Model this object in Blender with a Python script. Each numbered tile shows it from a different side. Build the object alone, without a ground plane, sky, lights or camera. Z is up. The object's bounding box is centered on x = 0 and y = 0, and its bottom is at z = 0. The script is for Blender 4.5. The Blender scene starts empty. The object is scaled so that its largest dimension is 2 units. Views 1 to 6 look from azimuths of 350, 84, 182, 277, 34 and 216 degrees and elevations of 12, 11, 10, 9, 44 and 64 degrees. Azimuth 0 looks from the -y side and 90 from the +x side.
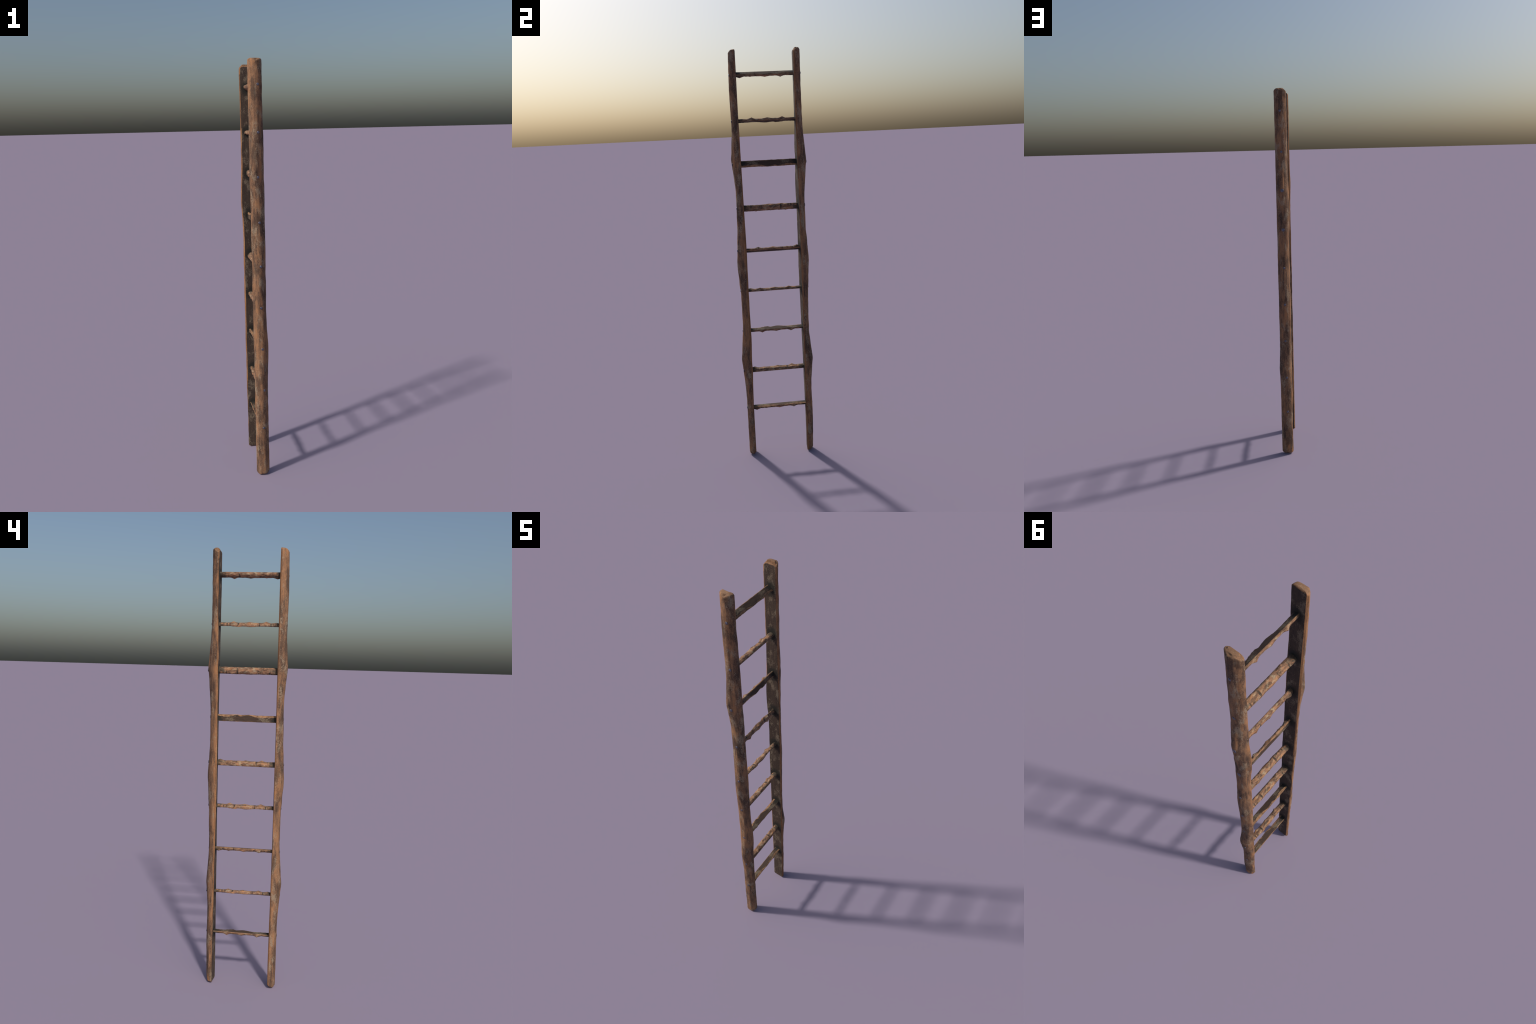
"""A rustic pole ladder: two split-log rails (flat side inward, bark side outward),
nine split-branch rungs, each turned its own way, and a nail head over every rung end."""
import bpy, bmesh, math
import numpy as np
from mathutils import Vector, Matrix, noise as mnoise

TAU = math.tau


# ---------------------------------------------------------------- small maths
def smooth(a, b, x):
    t = np.clip((x - a) / (b - a), 0.0, 1.0)
    return t * t * (3 - 2 * t)


def soft_table(pairs, x, blur=0.012):
    """piecewise-linear profile through control points, corners slightly eased"""
    k = np.array([p[0] for p in pairs]); v = np.array([p[1] for p in pairs])
    x = np.asarray(x, float)
    return sum(np.interp(x + o * blur, k, v) for o in (-1, -.5, 0, .5, 1)) / 5


def fractal(p, octaves=3):
    return mnoise.fractal(Vector(p), 1.0, 2.0, octaves)


def loft(rows, name, closed=True):
    """mesh from a (rings, points, 3) array of cross-sections"""
    nr, npt, _ = rows.shape
    verts = rows.reshape(-1, 3)
    faces = []
    for i in range(nr - 1):
        for j in range(npt):
            k = (j + 1) % npt
            faces.append((i * npt + j, i * npt + k, (i + 1) * npt + k, (i + 1) * npt + j))
    faces.append(tuple(range(npt - 1, -1, -1)))
    faces.append(tuple((nr - 1) * npt + j for j in range(npt)))
    me = bpy.data.meshes.new(name)
    me.from_pydata([tuple(v) for v in verts], [], faces)
    return me


def finish(me, angle=34):
    bm = bmesh.new(); bm.from_mesh(me)
    bmesh.ops.recalc_face_normals(bm, faces=bm.faces)
    for f in bm.faces:
        f.smooth = True
    lim = math.radians(angle)
    for e in bm.edges:
        if len(e.link_faces) == 2 and e.calc_face_angle(0) > lim:
            e.smooth = False
    bm.to_mesh(me); bm.free()
    me.update()
    return me


# ---------------------------------------------------------------- node helper
class Nodes:
    def __init__(self, name):
        self.mat = bpy.data.materials.new(name)
        self.mat.use_nodes = True
        self.t = self.mat.node_tree
        self.bsdf = next(n for n in self.t.nodes if n.type == 'BSDF_PRINCIPLED')
        self.tc = self.t.nodes.new('ShaderNodeTexCoord')

    def put(self, sock, v):
        if isinstance(v, bpy.types.NodeSocket):
            self.t.links.new(v, sock)
        else:
            sock.default_value = v

    def math(self, op, a, b=0.0, c=0.0, clamp=False):
        n = self.t.nodes.new('ShaderNodeMath'); n.operation = op; n.use_clamp = clamp
        for s, v in zip(n.inputs, (a, b, c)):
            self.put(s, v)
        return n.outputs[0]

    def step(self, v, a, b, lo=0.0, hi=1.0):
        n = self.t.nodes.new('ShaderNodeMapRange'); n.interpolation_type = 'SMOOTHSTEP'
        for s, x in zip(n.inputs[:5], (v, a, b, lo, hi)):
            self.put(s, x)
        return n.outputs[0]

    def xyz(self, v):
        n = self.t.nodes.new('ShaderNodeSeparateXYZ'); self.put(n.inputs[0], v)
        return n.outputs

    def mapping(self, v, scale=(1, 1, 1), loc=(0, 0, 0)):
        n = self.t.nodes.new('ShaderNodeMapping'); self.put(n.inputs['Vector'], v)
        n.inputs['Scale'].default_value = scale; self.put(n.inputs['Location'], loc)
        return n.outputs[0]

    def noise(self, v, scale, detail=3.0, rough=0.55, distort=0.0):
        n = self.t.nodes.new('ShaderNodeTexNoise'); self.put(n.inputs['Vector'], v)
        n.inputs['Scale'].default_value = scale; n.inputs['Detail'].default_value = detail
        n.inputs['Roughness'].default_value = rough; n.inputs['Distortion'].default_value = distort
        return n.outputs[0]

    def ramp(self, f, stops):
        n = self.t.nodes.new('ShaderNodeValToRGB'); self.put(n.inputs[0], f)
        el = n.color_ramp.elements
        while len(el) < len(stops):
            el.new(0.5)
        for e, (p, c) in zip(el, stops):
            e.position = p; e.color = (*c, 1)
        return n.outputs[0]

    def mix(self, f, a, b, mode='MIX'):
        n = self.t.nodes.new('ShaderNodeMix'); n.data_type = 'RGBA'; n.blend_type = mode
        self.put(n.inputs[0], f)
        for s, v in ((n.inputs[6], a), (n.inputs[7], b)):
            self.put(s, v if isinstance(v, bpy.types.NodeSocket) else (*v, 1))
        return n.outputs[2]

    def bump(self, h, strength, dist):
        n = self.t.nodes.new('ShaderNodeBump')
        n.inputs['Strength'].default_value = strength; n.inputs['Distance'].default_value = dist
        self.put(n.inputs['Height'], h)
        self.put(self.bsdf.inputs['Normal'], n.outputs[0])


# ---------------------------------------------------------------- wood colours
RUNG_FIRST, RUNG_STEP = 0.250, 0.2045


def rail_material(name, inward):
    """inward = +1 / -1: which way (along y) the split face looks"""
    n = Nodes(name)
    obj = n.tc.outputs['Object']
    x, y, z = n.xyz(obj)
    nx, ny, nz = n.xyz(n.tc.outputs['Normal'])
    shift = (0, 0, 0) if inward > 0 else (3.1, 1.7, 5.3)
    p = n.mapping(obj, loc=shift)
    w = n.math('MULTIPLY', y, -float(inward))
    face = n.math('MULTIPLY', ny, float(inward))
    streak = n.noise(n.mapping(p, (95, 95, 13)), 1.0, 5, 0.65, 0.3)
    drift = n.noise(n.mapping(p, (24, 24, 8)), 1.0, 4, 0.6)
    patch = n.noise(n.mapping(p, (30, 30, 13)), 1.0, 3, 0.6, 0.4)
    fleck = n.noise(n.mapping(p, (1, 1, 0.8)), 240, 4, 0.7)
    fine = n.noise(n.mapping(p, (1, 1, 0.35)), 420, 2, 0.6)
    # bark side: red-brown, dark streaks, worn orange streaks
    tone = n.math('ADD', n.math('MULTIPLY', streak, 0.60), n.math('MULTIPLY', drift, 0.62))
    tone = n.math('ADD', tone, n.math('MULTIPLY', n.math('SUBTRACT', fine, 0.5), 0.30))
    tone = n.math('SUBTRACT', tone, 0.06)
    bark = n.ramp(tone, [(0.36, (.062, .038, .028)), (0.47, (.130, .077, .050)),
                         (0.55, (.215, .118, .067)), (0.64, (.300, .157, .080)), (0.74, (.38, .180, .080))])
    edge = n.math('MULTIPLY', n.step(w, 0.013, 0.004), n.step(n.math('ADD', n.math('MULTIPLY', streak, .6), n.math('MULTIPLY', drift, .4)), 0.40, 0.60))
    bark = n.mix(n.math('MULTIPLY', edge, 0.75), bark, (.35, .170, .080))
    # pale dry lichen flecks
    pale = n.step(n.math('ADD', patch, n.math('MULTIPLY', n.math('ADD', n.math('SUBTRACT', fleck, 0.5), n.math('SUBTRACT', fine, 0.5)), 0.42)), 0.535, 0.665)
    bark = n.mix(n.math('MULTIPLY', pale, 0.78), bark, (.300, .232, .160))
    stain = n.noise(n.mapping(p, (26, 26, 9), (2, 0, 7)), 1.0, 3)
    dark = n.step(n.math('ADD', stain, n.math('MULTIPLY', n.math('SUBTRACT', fleck, 0.5), -0.45)), 0.51, 0.66)
    bark = n.mix(n.math('MULTIPLY', dark, 0.66), bark, (.060, .038, .028))
    # split face: old dark wood, pale patches, contact shadow darkened in round each rung
    flat = n.ramp(n.math('ADD', n.math('MULTIPLY', streak, 0.5), n.math('MULTIPLY', fleck, 0.5)),
                  [(0.35, (.040, .028, .022)), (0.55, (.070, .047, .034)), (0.70, (.115, .078, .052))])
    fpatch = n.noise(n.mapping(p, (30, 30, 16), (5, 2, 1)), 1.0, 3)
    fpatch = n.step(n.math('ADD', fpatch, n.math('MULTIPLY', n.math('SUBTRACT', fleck, 0.5), 0.55)), 0.50, 0.66)
    flat = n.mix(n.math('MULTIPLY', fpatch, 0.80), flat, (.205, .160, .110))
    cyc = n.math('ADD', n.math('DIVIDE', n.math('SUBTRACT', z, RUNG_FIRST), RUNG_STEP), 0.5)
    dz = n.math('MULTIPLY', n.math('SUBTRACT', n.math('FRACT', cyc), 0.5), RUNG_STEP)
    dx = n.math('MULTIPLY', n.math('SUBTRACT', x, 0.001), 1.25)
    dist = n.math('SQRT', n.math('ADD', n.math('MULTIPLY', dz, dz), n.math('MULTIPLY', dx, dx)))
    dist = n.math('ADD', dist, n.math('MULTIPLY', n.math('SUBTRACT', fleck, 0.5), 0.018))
    contact_shade = n.math('MULTIPLY', n.step(dist, 0.045, 0.020), n.step(z, 0.12, 0.16))
    flat = n.mix(n.math('MULTIPLY', contact_shade, 0.92), flat, (.024, .023, .019))
    # worn orange arris between the two
    arris = n.ramp(n.math('ADD', n.math('MULTIPLY', streak, 0.6), n.math('MULTIPLY', fleck, 0.4)),
                   [(0.38, (.14, .075, .042)), (0.55, (.30, .145, .065)), (0.68, (.34, .225, .13))])
    lean = n.math('ADD', face, n.math('MULTIPLY', n.math('SUBTRACT', streak, 0.5), 0.16))
    near = n.step(w, 0.016, 0.010)
    col = n.mix(n.math('MULTIPLY', n.step(lean, 0.25, 0.45), near), bark, arris)
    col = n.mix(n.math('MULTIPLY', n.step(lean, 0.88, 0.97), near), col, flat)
    # sawn ends
    endc = n.ramp(n.math('ADD', n.math('MULTIPLY', drift, 0.5), n.math('MULTIPLY', fleck, 0.5)),
                  [(0.36, (.17, .095, .056)), (0.5, (.225, .126, .072)), (0.64, (.30, .180, .105))])
    col = n.mix(n.step(n.math('ABSOLUTE', nz), 0.40, 0.9, 0.0, 0.85), col, endc)
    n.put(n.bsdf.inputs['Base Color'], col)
    n.bsdf.inputs['Roughness'].default_value = 0.82
    n.bsdf.inputs['Specular IOR Level'].default_value = 0.25
    h = n.math('ADD', n.math('MULTIPLY', streak, 0.6), n.math('MULTIPLY', fleck, 0.4))
    n.bump(h, 0.55, 0.0022)
    return n.mat


KNOT_RINGS = (0.13, 0.318, 0.675, 0.865)      # cracks across the bark, as fractions of the span
SPAN = 0.262


def rung_material():
    n = Nodes("split_branch_wood")
    obj = n.tc.outputs['Object']
    x, y, z = n.xyz(obj)
    nx, ny, nz = n.xyz(n.tc.outputs['Normal'])
    streak = n.noise(n.mapping(obj, (150, 20, 150)), 1.0, 4, 0.6, 0.5)
    blotch = n.noise(n.mapping(obj, (80, 32, 80), (4, 1, 2)), 1.0, 3, 0.6, 0.4)
    pale = n.noise(n.mapping(obj, (90, 60, 90), (1, 6, 3)), 1.0, 3, 0.6)
    fleck = n.noise(obj, 330, 3, 0.6)
    tone = n.math('ADD', n.math('MULTIPLY', streak, 0.5), n.math('MULTIPLY', blotch, 0.6))
    tone = n.math('ADD', tone, n.math('MULTIPLY', n.math('SUBTRACT', fleck, 0.5), 0.25))
    bark = n.ramp(tone, [(0.38, (.070, .042, .029)), (0.49, (.155, .086, .053)),
                         (0.58, (.255, .142, .086)), (0.70, (.42, .205, .095))])
    soot = n.math('MULTIPLY', n.step(n.noise(n.mapping(obj, (60, 38, 60), (7, 3, 5)), 1.0, 3), 0.54, 0.64), n.step(nx, -.6, .5))
    bark = n.mix(n.math('MULTIPLY', soot, 0.75), bark, (.050, .040, .031))
    bark = n.mix(n.math('MULTIPLY', n.math('MULTIPLY', n.step(pale, 0.50, 0.66), n.step(fleck, 0.28, 0.52)), 0.85),
                 bark, (.37, .285, .185))
    # soot-dark cracks beside the knots and ends painted dark for rail occlusion
    wob = n.math('MULTIPLY', n.math('SUBTRACT', n.noise(obj, 48, 2), 0.5), 0.016)
    yy = n.math('ADD', y, wob)
    crack = None
    for s, wid, lo, hi in zip(KNOT_RINGS, (.0038, .0042, .0020, .0038), (-.45, -.95, -1.1, -.55), (.45, -.05, .6, .40)):
        d = n.math('ABSOLUTE', n.math('SUBTRACT', yy, SPAN * (0.5 - s)))
        reach = n.step(nx, lo, hi)                            # deepest on one flank, tapering out on the other
        m = n.math('MULTIPLY', n.step(n.math('SUBTRACT', d, n.math('MULTIPLY', reach, wid * 0.7)), wid * 0.45, 0.0), reach)
        crack = m if crack is None else n.math('MAXIMUM', crack, m)
    crack = n.math('MULTIPLY', crack, n.step(n.math('ADD', n.math('MULTIPLY', blotch, .6), n.math('MULTIPLY', fleck, .4)), 0.66, 0.50))
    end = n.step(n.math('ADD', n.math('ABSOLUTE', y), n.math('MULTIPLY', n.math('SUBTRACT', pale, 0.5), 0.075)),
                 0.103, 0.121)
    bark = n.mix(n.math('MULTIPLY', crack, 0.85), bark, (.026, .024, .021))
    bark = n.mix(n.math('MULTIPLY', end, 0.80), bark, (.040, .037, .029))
    flat = n.ramp(n.math('ADD', n.math('MULTIPLY', streak, 0.6), n.math('MULTIPLY', fleck, 0.4)),
                  [(0.36, (.042, .027, .021)), (0.56, (.072, .046, .032)), (0.72, (.13, .083, .050))])
    span_mid = n.step(n.math('ABSOLUTE', n.math('SUBTRACT', n.math('ABSOLUTE', y), 0.078)), 0.045, 0.012)
    grey = n.math('MULTIPLY', n.step(n.math('MULTIPLY', pale, n.math('ADD', 0.62, n.math('MULTIPLY', span_mid, 0.45))),
                                     0.42, 0.56), n.step(fleck, 0.36, 0.54))
    flat = n.mix(n.math('MULTIPLY', grey, 0.8), flat, (.195, .155, .105))
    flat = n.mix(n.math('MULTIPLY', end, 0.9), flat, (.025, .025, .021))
    arris = n.ramp(n.math('ADD', n.math('MULTIPLY', blotch, .6), n.math('MULTIPLY', fleck, .4)),
                   [(0.36, (.10, .058, .035)), (0.50, (.27, .145, .075)), (0.58, (.37, .205, .10)), (0.68, (.36, .27, .17))])
    lean = n.math('ADD', nz, n.math('MULTIPLY', n.math('SUBTRACT', n.math('ADD', n.math('MULTIPLY', streak, .5), n.math('MULTIPLY', fleck, .5)), 0.5), 0.20))
    col = n.mix(n.math('MULTIPLY', n.step(lean, 0.25, 0.5), 0.75), bark, arris)
    col = n.mix(n.step(lean, 0.935, 0.985), col, flat)
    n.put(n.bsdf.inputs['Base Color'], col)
    n.bsdf.inputs['Roughness'].default_value = 0.80
    n.bsdf.inputs['Specular IOR Level'].default_value = 0.25
    n.bump(n.math('SUBTRACT', n.math('ADD', n.math('MULTIPLY', streak, 0.6), n.math('MULTIPLY', fleck, 0.4)),
                  n.math('MULTIPLY', crack, 0.8)), 0.55, 0.0018)
    return n.mat


def nail_material():
    n = Nodes("blued_steel")
    spot = n.noise(n.tc.outputs['Object'], 260, 3, 0.6)
    n.put(n.bsdf.inputs['Base Color'], n.ramp(spot, [(0.35, (.09, .09, .115)), (0.62, (.20, .20, .245))]))
    n.bsdf.inputs['Metallic'].default_value = 0.85
    n.bsdf.inputs['Roughness'].default_value = 0.5
    n.bump(spot, 0.3, 0.0006)
    return n.mat


# ---------------------------------------------------------------- the rails
# split face: distance from the ladder's middle plane, at its +x edge and at its -x edge
FACE_RIGHT = [(0, .1335), (.27, .1338), (.40, .1312), (.455, .1287), (.50, .1308), (.62, .1270), (.75, .1288),
              (.90, .1280), (1.13, .1278), (1.30, .1305), (1.50, .1325), (1.70, .1345), (1.87, .1355), (2, .1355)]
FACE_LEFT = [(0, .1310), (.15, .1300), (.30, .1310), (.50, .1328), (.65, .1338), (.80, .1340), (1.20, .1335),
             (1.45, .1320), (1.70, .1308), (1.90, .1298), (2, .1298)]
SIDE_RIGHT = [(0, .0290), (.55, .0295), (.64, .0325), (.72, .0300), (.85, .0270), (1.0, .0270), (1.15, .0290), (1.5, .0285), (1.85, .0305), (2, .0290)]
SIDE_LEFT = [(0, -.0350), (1, -.0345), (2, -.0350)]
BARK = [(0, .1652), (.30, .1650), (.37, .1668), (.505, .1790), (.58, .1722), (.67, .1655), (.84, .1655),
        (.995, .1750), (1.09, .1705), (1.16, .1660), (1.30, .1640), (1.37, .1645), (1.44, .1715), (1.497, .1785),
        (1.55, .1742), (1.64, .1672), (1.70, .1660), (1.75, .1685), (1.83, .1700), (1.93, .1668), (2, .1645)]
BASE_BARK = .1652
# how far the +x arris of the split face strays from its straight line
ARRIS = [(0, 0), (.45, 0), (.50, .001), (.55, .003), (.68, .0046), (.722, .004), (.742, .0012), (.85, .0015), (.98, .003), (1.10, .002),
         (1.20, .0012), (1.37, .0022), (1.57, .001), (1.70, 0), (1.80, -.0025), (1.86, -.0045), (1.92, -.0015), (2, 0)]


def rounding(t, r):
    """quarter-round of radius r: how far a corner falls away, t metres past its start"""
    t = np.clip(t, 0, r * .97)
    return r - np.sqrt(r * r - t * t)


def top_cut(x, w):
    return -(.004 * np.clip(w / .034, 0, 1.2) + rounding(w - .021, .0155) + rounding(np.abs(x + .003) - .024, .011))


def foot_cut(x, w):
    return (rounding(x - .006, .0255) + rounding(-.022 - x, .016)
            + .9 * rounding(.014 - w, .0145) + rounding(w - .024, .014))


def rail_rows():
    """cross-sections of one rail in ladder coordinates (the -y rail)"""
    nz, nf, nr = 420, 18, 54
    t = np.linspace(0, 1, nz)
    zz = t * 2.0
    fr, fl = soft_table(FACE_RIGHT, zz), soft_table(FACE_LEFT, zz, .03)
    xr, xl = soft_table(SIDE_RIGHT, zz, .03), soft_table(SIDE_LEFT, zz)
    bk = soft_table(BARK, zz)
    stray = soft_table(ARRIS, zz, .010)
    rows = []
    for i, z in enumerate(zz):
        cx, hw = (xr[i] + xl[i]) / 2, (xr[i] - xl[i]) / 2
        cr = .0050 + .0014 * fractal((3.1, 0, z * 9))
        cl = .0050 + .0014 * fractal((8.7, 0, z * 9))
        pts = []
        def face_y(x):
            f = (x - xl[i]) / (xr[i] - xl[i])
            return fl[i] + (fr[i] - fl[i]) * f
        for j in range(nf):                                   # split face, -x to +x
            x = (xl[i] + cl) + (xr[i] - xl[i] - cl - cr) * j / (nf - 1)
            pts.append((x, face_y(x) + .0004 * fractal((x * 60, 4, z * 12)), 0))
        y0 = .1315 + .0050
        for j in range(nr):                                   # bark side, +x round to -x
            a = math.pi * j / (nr - 1)
            c, s = math.cos(a), math.sin(a)
            e = 2 / 1.95
            x = cx + hw * math.copysign(abs(c) ** e, c)
            d = (BASE_BARK - y0) * abs(s) ** e
            lump = bk[i] - BASE_BARK                          # knots swell outward round their own direction
            if lump > 0:
                turn = 1.72 + .42 * float(smooth(1.25, 1.40, z))
                lump *= math.exp(-((a - turn) / .80) ** 2) / (.985 - .12 * float(smooth(1.25, 1.40, z)))
            lump -= .0030 * float(smooth(1.60, 1.80, z)) * math.exp(-((a - 2.45) / .45) ** 2)
            grain = (.0008 * fractal((x * 90, a, z * 5), 3) + .0013 * fractal((a * 1.6, 7, z * 9), 3)
                     + .0011 * fractal((a * 1.1, 3, z * 22), 2))
            k = s ** .5
            pts.append((x + (lump * .72 + grain * .7) * c, y0 + d + (lump * s + grain) * k, 0))
        q = np.array(pts); q[:, 2] = z
        q[:, 0] += stray[i] * smooth(.0, .026, q[:, 0]) * smooth(.152, .134, q[:, 1])
        rows.append(q)
    rows = np.array(rows)                                     # y still positive: outward
    # shape the two sawn ends: shear only the last stretch
    w = rows[..., 1] - .131
    x = rows[..., 0]
    top, bot = top_cut(x, w), foot_cut(x, w)
    z = rows[..., 2]
    rows[..., 2] = z + top * smooth(1.90, 2.0, z) + bot * smooth(.08, 0, z)

    def cap(ring, zfun, sign):
        """rounded rim, then rings closing to the middle"""
        c = ring.mean(axis=0)
        out = []
        for ins, drop in ((.0009, .0018), (.0022, .0034), (.0042, .0047), (.0070, .0054)):
            r = ring.copy()
            d = r[:, :2] - c[:2]
            L = np.linalg.norm(d, axis=1, keepdims=True)
            r[:, :2] -= d / L * np.minimum(ins, L)
            r[:, 2] += sign * drop
            out.append(r)
        for f in (.7, .45, .22, .05):
            r = out[3].copy()
            r[:, :2] = c[:2] + (r[:, :2] - c[:2]) * f
            flat_z = zfun(r[:, 0], r[:, 1] - .131)
            r[:, 2] = flat_z + sign * .0057
            r[:, 2] += [.0004 * fractal((v[0] * 90, v[1] * 90, 3), 2) for v in r]
            out.append(r)
        return out

    zt = lambda x, w: 2.0 + top_cut(x, w)
    zb = foot_cut
    tops = cap(rows[-1], zt, 1)
    bots = cap(rows[0], zb, -1)
    rows = np.concatenate([np.array(bots[::-1]), rows, np.array(tops)])
    lo, hi = rows[..., 2].min(), rows[..., 2].max()
    rows[..., 2] = (rows[..., 2] - lo) * 2.0 / (hi - lo)
    return rows


def build():
    ladder = bpy.data.objects.new("wooden_ladder", None)
    ladder.empty_display_size = 0.2
    ladder["label"] = "old rustic ladder of split logs with knotty branch rungs"
    ladder["category"] = "ladder"
    bpy.context.scene.collection.objects.link(ladder)

    def add(name, me, parent, loc=(0, 0, 0), rot=None):
        o = bpy.data.objects.new(name, me)
        bpy.context.scene.collection.objects.link(o)
        o.parent = parent
        m = rot.to_4x4() if rot else Matrix.Identity(4)
        m.translation = Vector(loc)
        o.matrix_local = m
        return o

    rows = rail_rows()
    rails = []
    for inward, cx, cy in ((1, -.003, -.1315), (-1, .003, .1325)):
        r = rows.copy()
        if inward > 0:                                        # the -y rail
            r[..., 1] *= -1
        else:                                                 # same log, other half: point-mirrored
            r[..., 0] *= -1; r[..., 1] += .001; r[..., 2] = 2.0 - r[..., 2]
        surf = r.reshape(-1, 3).copy()
        r -= np.array((cx, cy, 0))
        me = finish(loft(r, "rail"), 30)
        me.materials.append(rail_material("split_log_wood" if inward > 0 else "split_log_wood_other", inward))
        o = add("rail", me, ladder, (cx, cy, 0))
        rails.append((o, inward, Vector((cx, cy, 0)), surf))

    # ---- rungs: one split branch, its bark side knotty, turned a different way each time
    a, depth = .0153, .0137
    knots = [  # position along the span, angle round the bark, height, half-length, angular spread
        (.230, 52, .0062, .066, 26), (.500, 55, .0040, .090, 28), (.777, 54, .0066, .066, 26),
        (.228, 122, .0058, .062, 26), (.500, 116, .0036, .085, 26), (.950, 118, .0060, .075, 28),
        (.765, 124, .0014, .028, 20)]
    # where the split face runs right out to the ragged edge (else it is bevelled away)
    ragged = [(0, .5), (.05, .3), (.12, .15), (.20, .25), (.235, .75), (.26, .62), (.29, 1.0), (.355, .95), (.372, .45), (.41, .35),
              (.46, .75), (.52, 1.0), (.57, .80), (.63, .45), (.66, .18), (.78, .12), (.88, .3), (1, .4)]
    ny, nf, nb, nr = 230, 20, 7, 64
    rr = []
    for i in range(ny):
        f = -.03 + 1.06 * i / (ny - 1)
        y = SPAN * (0.5 - f)
        rag = float(soft_table(ragged, f, .008)) + .13 * fractal((f * 34, 2, 5), 4)
        rag = min(max(rag, 0), 1.05)
        bev_w, bev_d = .0125 * (1 - rag) + .0012, .0046 * (1 - rag) + .0006
        pts = []
        for j in range(nf):                                   # split face, straight arris to ragged arris
            x = -(a - .0020) + (2 * a - .0020 - bev_w) * j / (nf - 1)
            pts.append((x, y, .0065 + .0002 * fractal((x * 120, y * 30, 1))))
        xf, xe = a - bev_w, a + .0024 * (rag - .5)
        for j in range(1, nb):                                # bevelled-away strip beside the ragged arris
            q = j / nb
            lift = .0005 * fractal((q * 2, f * 40, 9), 2) * math.sin(math.pi * q)
            pts.append((xf + (xe - xf) * q, y, .0065 - (.0005 + bev_d) * q ** 1.3 + lift))
        ring = sum(math.exp(-((f - s) / .011) ** 2) for s in (KNOT_RINGS[0], KNOT_RINGS[1], KNOT_RINGS[3]))
        for j in range(nr):                                   # bark, ragged arris (+x) round to straight one (-x)
            ph = math.pi * (1 - j / (nr - 1))                 # pi at +x, 0 at -x
            deg = math.degrees(ph)
            e = 2 / 2.2
            cx_ = -math.copysign(abs(math.cos(ph)) ** e, math.cos(ph))
            sz = abs(math.sin(ph)) ** e
            h = 0.0
            for s, ang, ht, half, spread in knots:
                d = abs(f - s) / half
                if d < 1.3:
                    tent = max(0.0, 1 - d)
                    tent = (tent ** 1.25)
                    h += ht * tent * math.exp(-((deg - ang) / spread) ** 2)
            h += .0007 * fractal((f * 14, deg / 30, 4), 3) - .0010 * min(ring, 1) * smooth(20, 70, deg) * smooth(170, 120, deg)
            full = 1 + .06 * smooth(80, 140, deg)
            rx, rz = a + h, depth * full + h
            x = rx * cx_
            zed = .0060 - rz * sz
            if cx_ > 0:                                       # bevel pulls the ragged arris down
                zed -= bev_d * (1 - sz) ** 2
                x += .0024 * (rag - .5) * (1 - sz)
            else:
                zed -= .0012 * (1 - sz) ** 2
            pts.append((x, y, zed))
        rr.append(pts)
    rung_me = finish(loft(np.array(rr), "rung"), 38)
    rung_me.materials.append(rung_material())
    #        height, turn about its own axis, swapped end for end
    layout = [(1.8874, 31, 0), (1.6790, 160, 0), (1.4790, 83, 0), (1.2690, -88, 0), (1.0648, 150, 1),
              (0.8640, 167, 0), (0.6615, 14, 1), (0.4535, 191, 0), (0.2525, -3, 0)]
    for z, turn, swap in layout:
        rot = Matrix.Rotation(math.radians(turn), 3, 'Y') @ Matrix.Rotation(math.pi * swap, 3, 'Z')
        add("rung", rung_me, ladder, (.0015, .0005, z), rot)

    # ---- nails: domed heads with a short shank, driven through the rails into the rung ends
    bm = bmesh.new()
    prof = [(0, .0018), (.0024, .0017), (.0046, .0013), (.0058, .0007), (.0062, -.0002), (.0060, -.0012), (.0020, -.0016), (.0020, -.018), (0, -.022)]
    seg = 24
    rings = []
    for r, h in prof:
        rings.append([bm.verts.new((r * math.cos(TAU * k / seg), -h, r * math.sin(TAU * k / seg))) for k in range(seg)]
                     if r else [bm.verts.new((0, -h, 0))])
    for A, B in zip(rings, rings[1:]):
        for k in range(seg):
            l = (k + 1) % seg
            if len(A) == 1:
                bm.faces.new((A[0], B[k], B[l]))
            elif len(B) == 1:
                bm.faces.new((A[k], B[0], A[l]))
            else:
                bm.faces.new((A[k], B[k], B[l], A[l]))
    nail_me = bpy.data.meshes.new("nail"); bm.to_mesh(nail_me); bm.free()
    finish(nail_me, 50)
    nail_me.materials.append(nail_material())
    nail_x = {1: (.0045, .0025, -.0040, .0010, .0015, -.0005, .0015, .0055, .0005),
              -1: (.0055, .0020, .0020, .0015, .0010, .0015, .0035, .0000, -.0010)}
    nail_z = (1.886, 1.6785, 1.4795, 1.2710, 1.0660, .8655, .6605, .4535, .2540)
    for o, inward, org, surf in rails:
        for k, (nx, z) in enumerate(zip(nail_x[inward], nail_z)):
            near = surf[(abs(surf[:, 2] - z) < .008) & (abs(surf[:, 0] - nx) < .004)]
            out = np.abs(near[:, 1]).max()
            big = 1.45 if inward < 0 and k in (2, 3) else 1.0
            rot = Matrix.Rotation(0 if inward > 0 else math.pi, 3, 'Z') @ Matrix.Rotation(k * 1.1, 3, 'Y')
            m = rot.to_4x4() @ Matrix.Diagonal((big, 1, big, 1))
            m.translation = Vector((nx, -inward * (out - .0004), z)) - org
            nail = add("nail", nail_me, o)
            nail.matrix_local = m
    bpy.context.view_layer.update()


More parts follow.
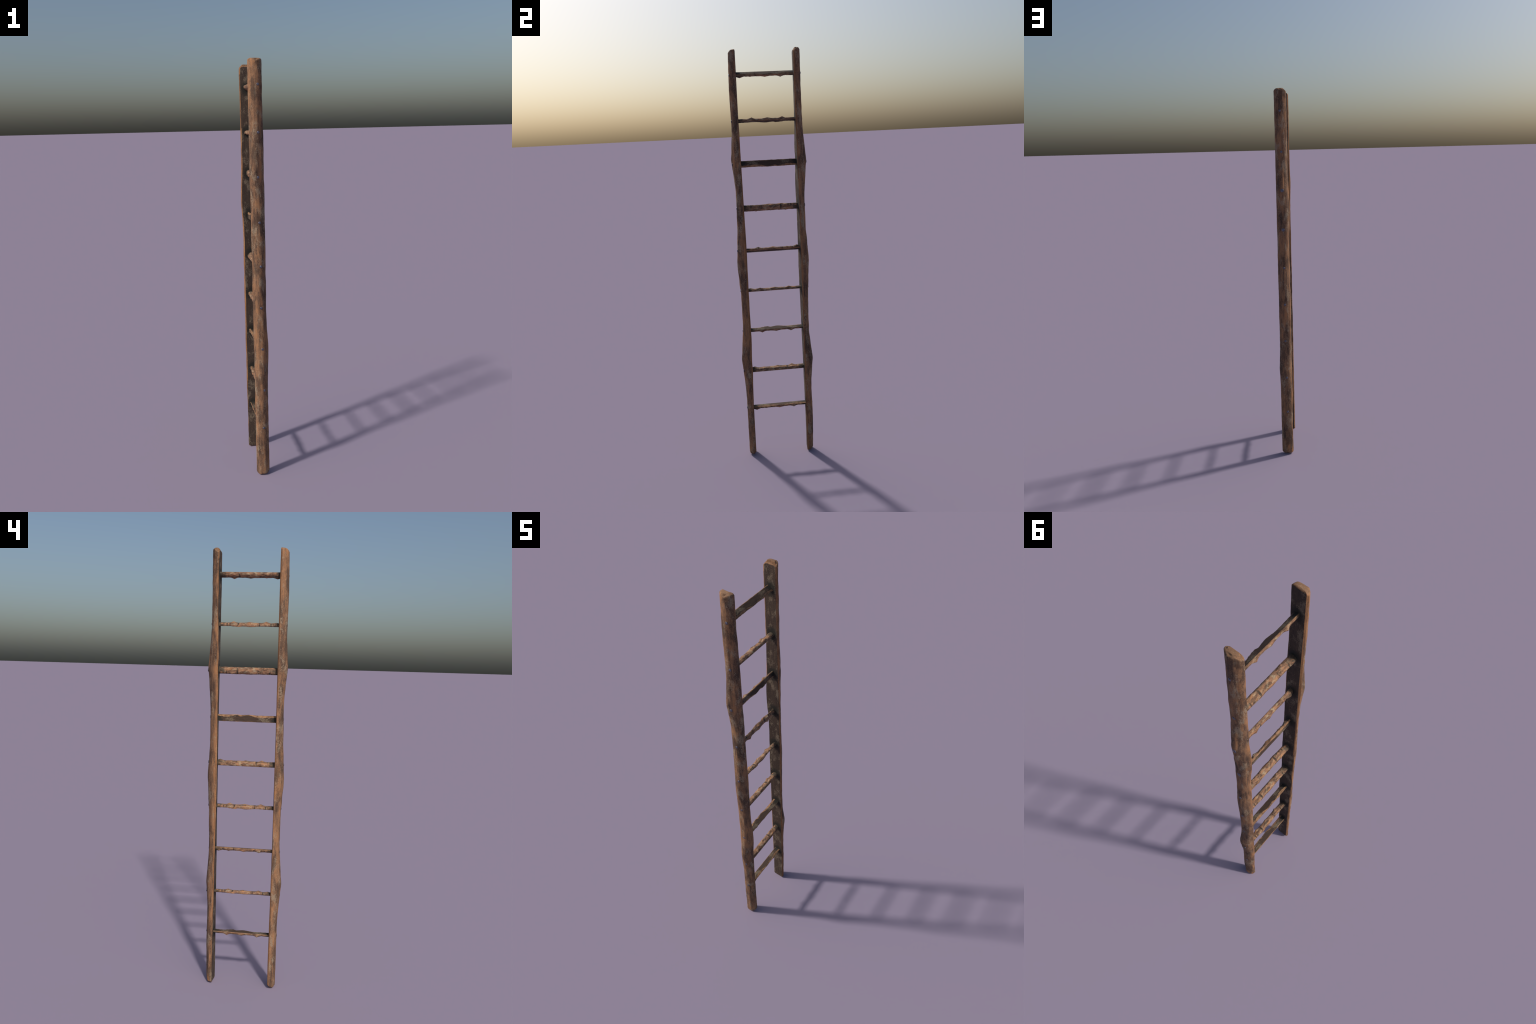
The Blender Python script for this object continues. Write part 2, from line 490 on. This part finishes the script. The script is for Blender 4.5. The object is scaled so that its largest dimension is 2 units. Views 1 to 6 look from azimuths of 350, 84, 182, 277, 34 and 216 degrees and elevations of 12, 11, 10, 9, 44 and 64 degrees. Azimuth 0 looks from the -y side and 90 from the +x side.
build()
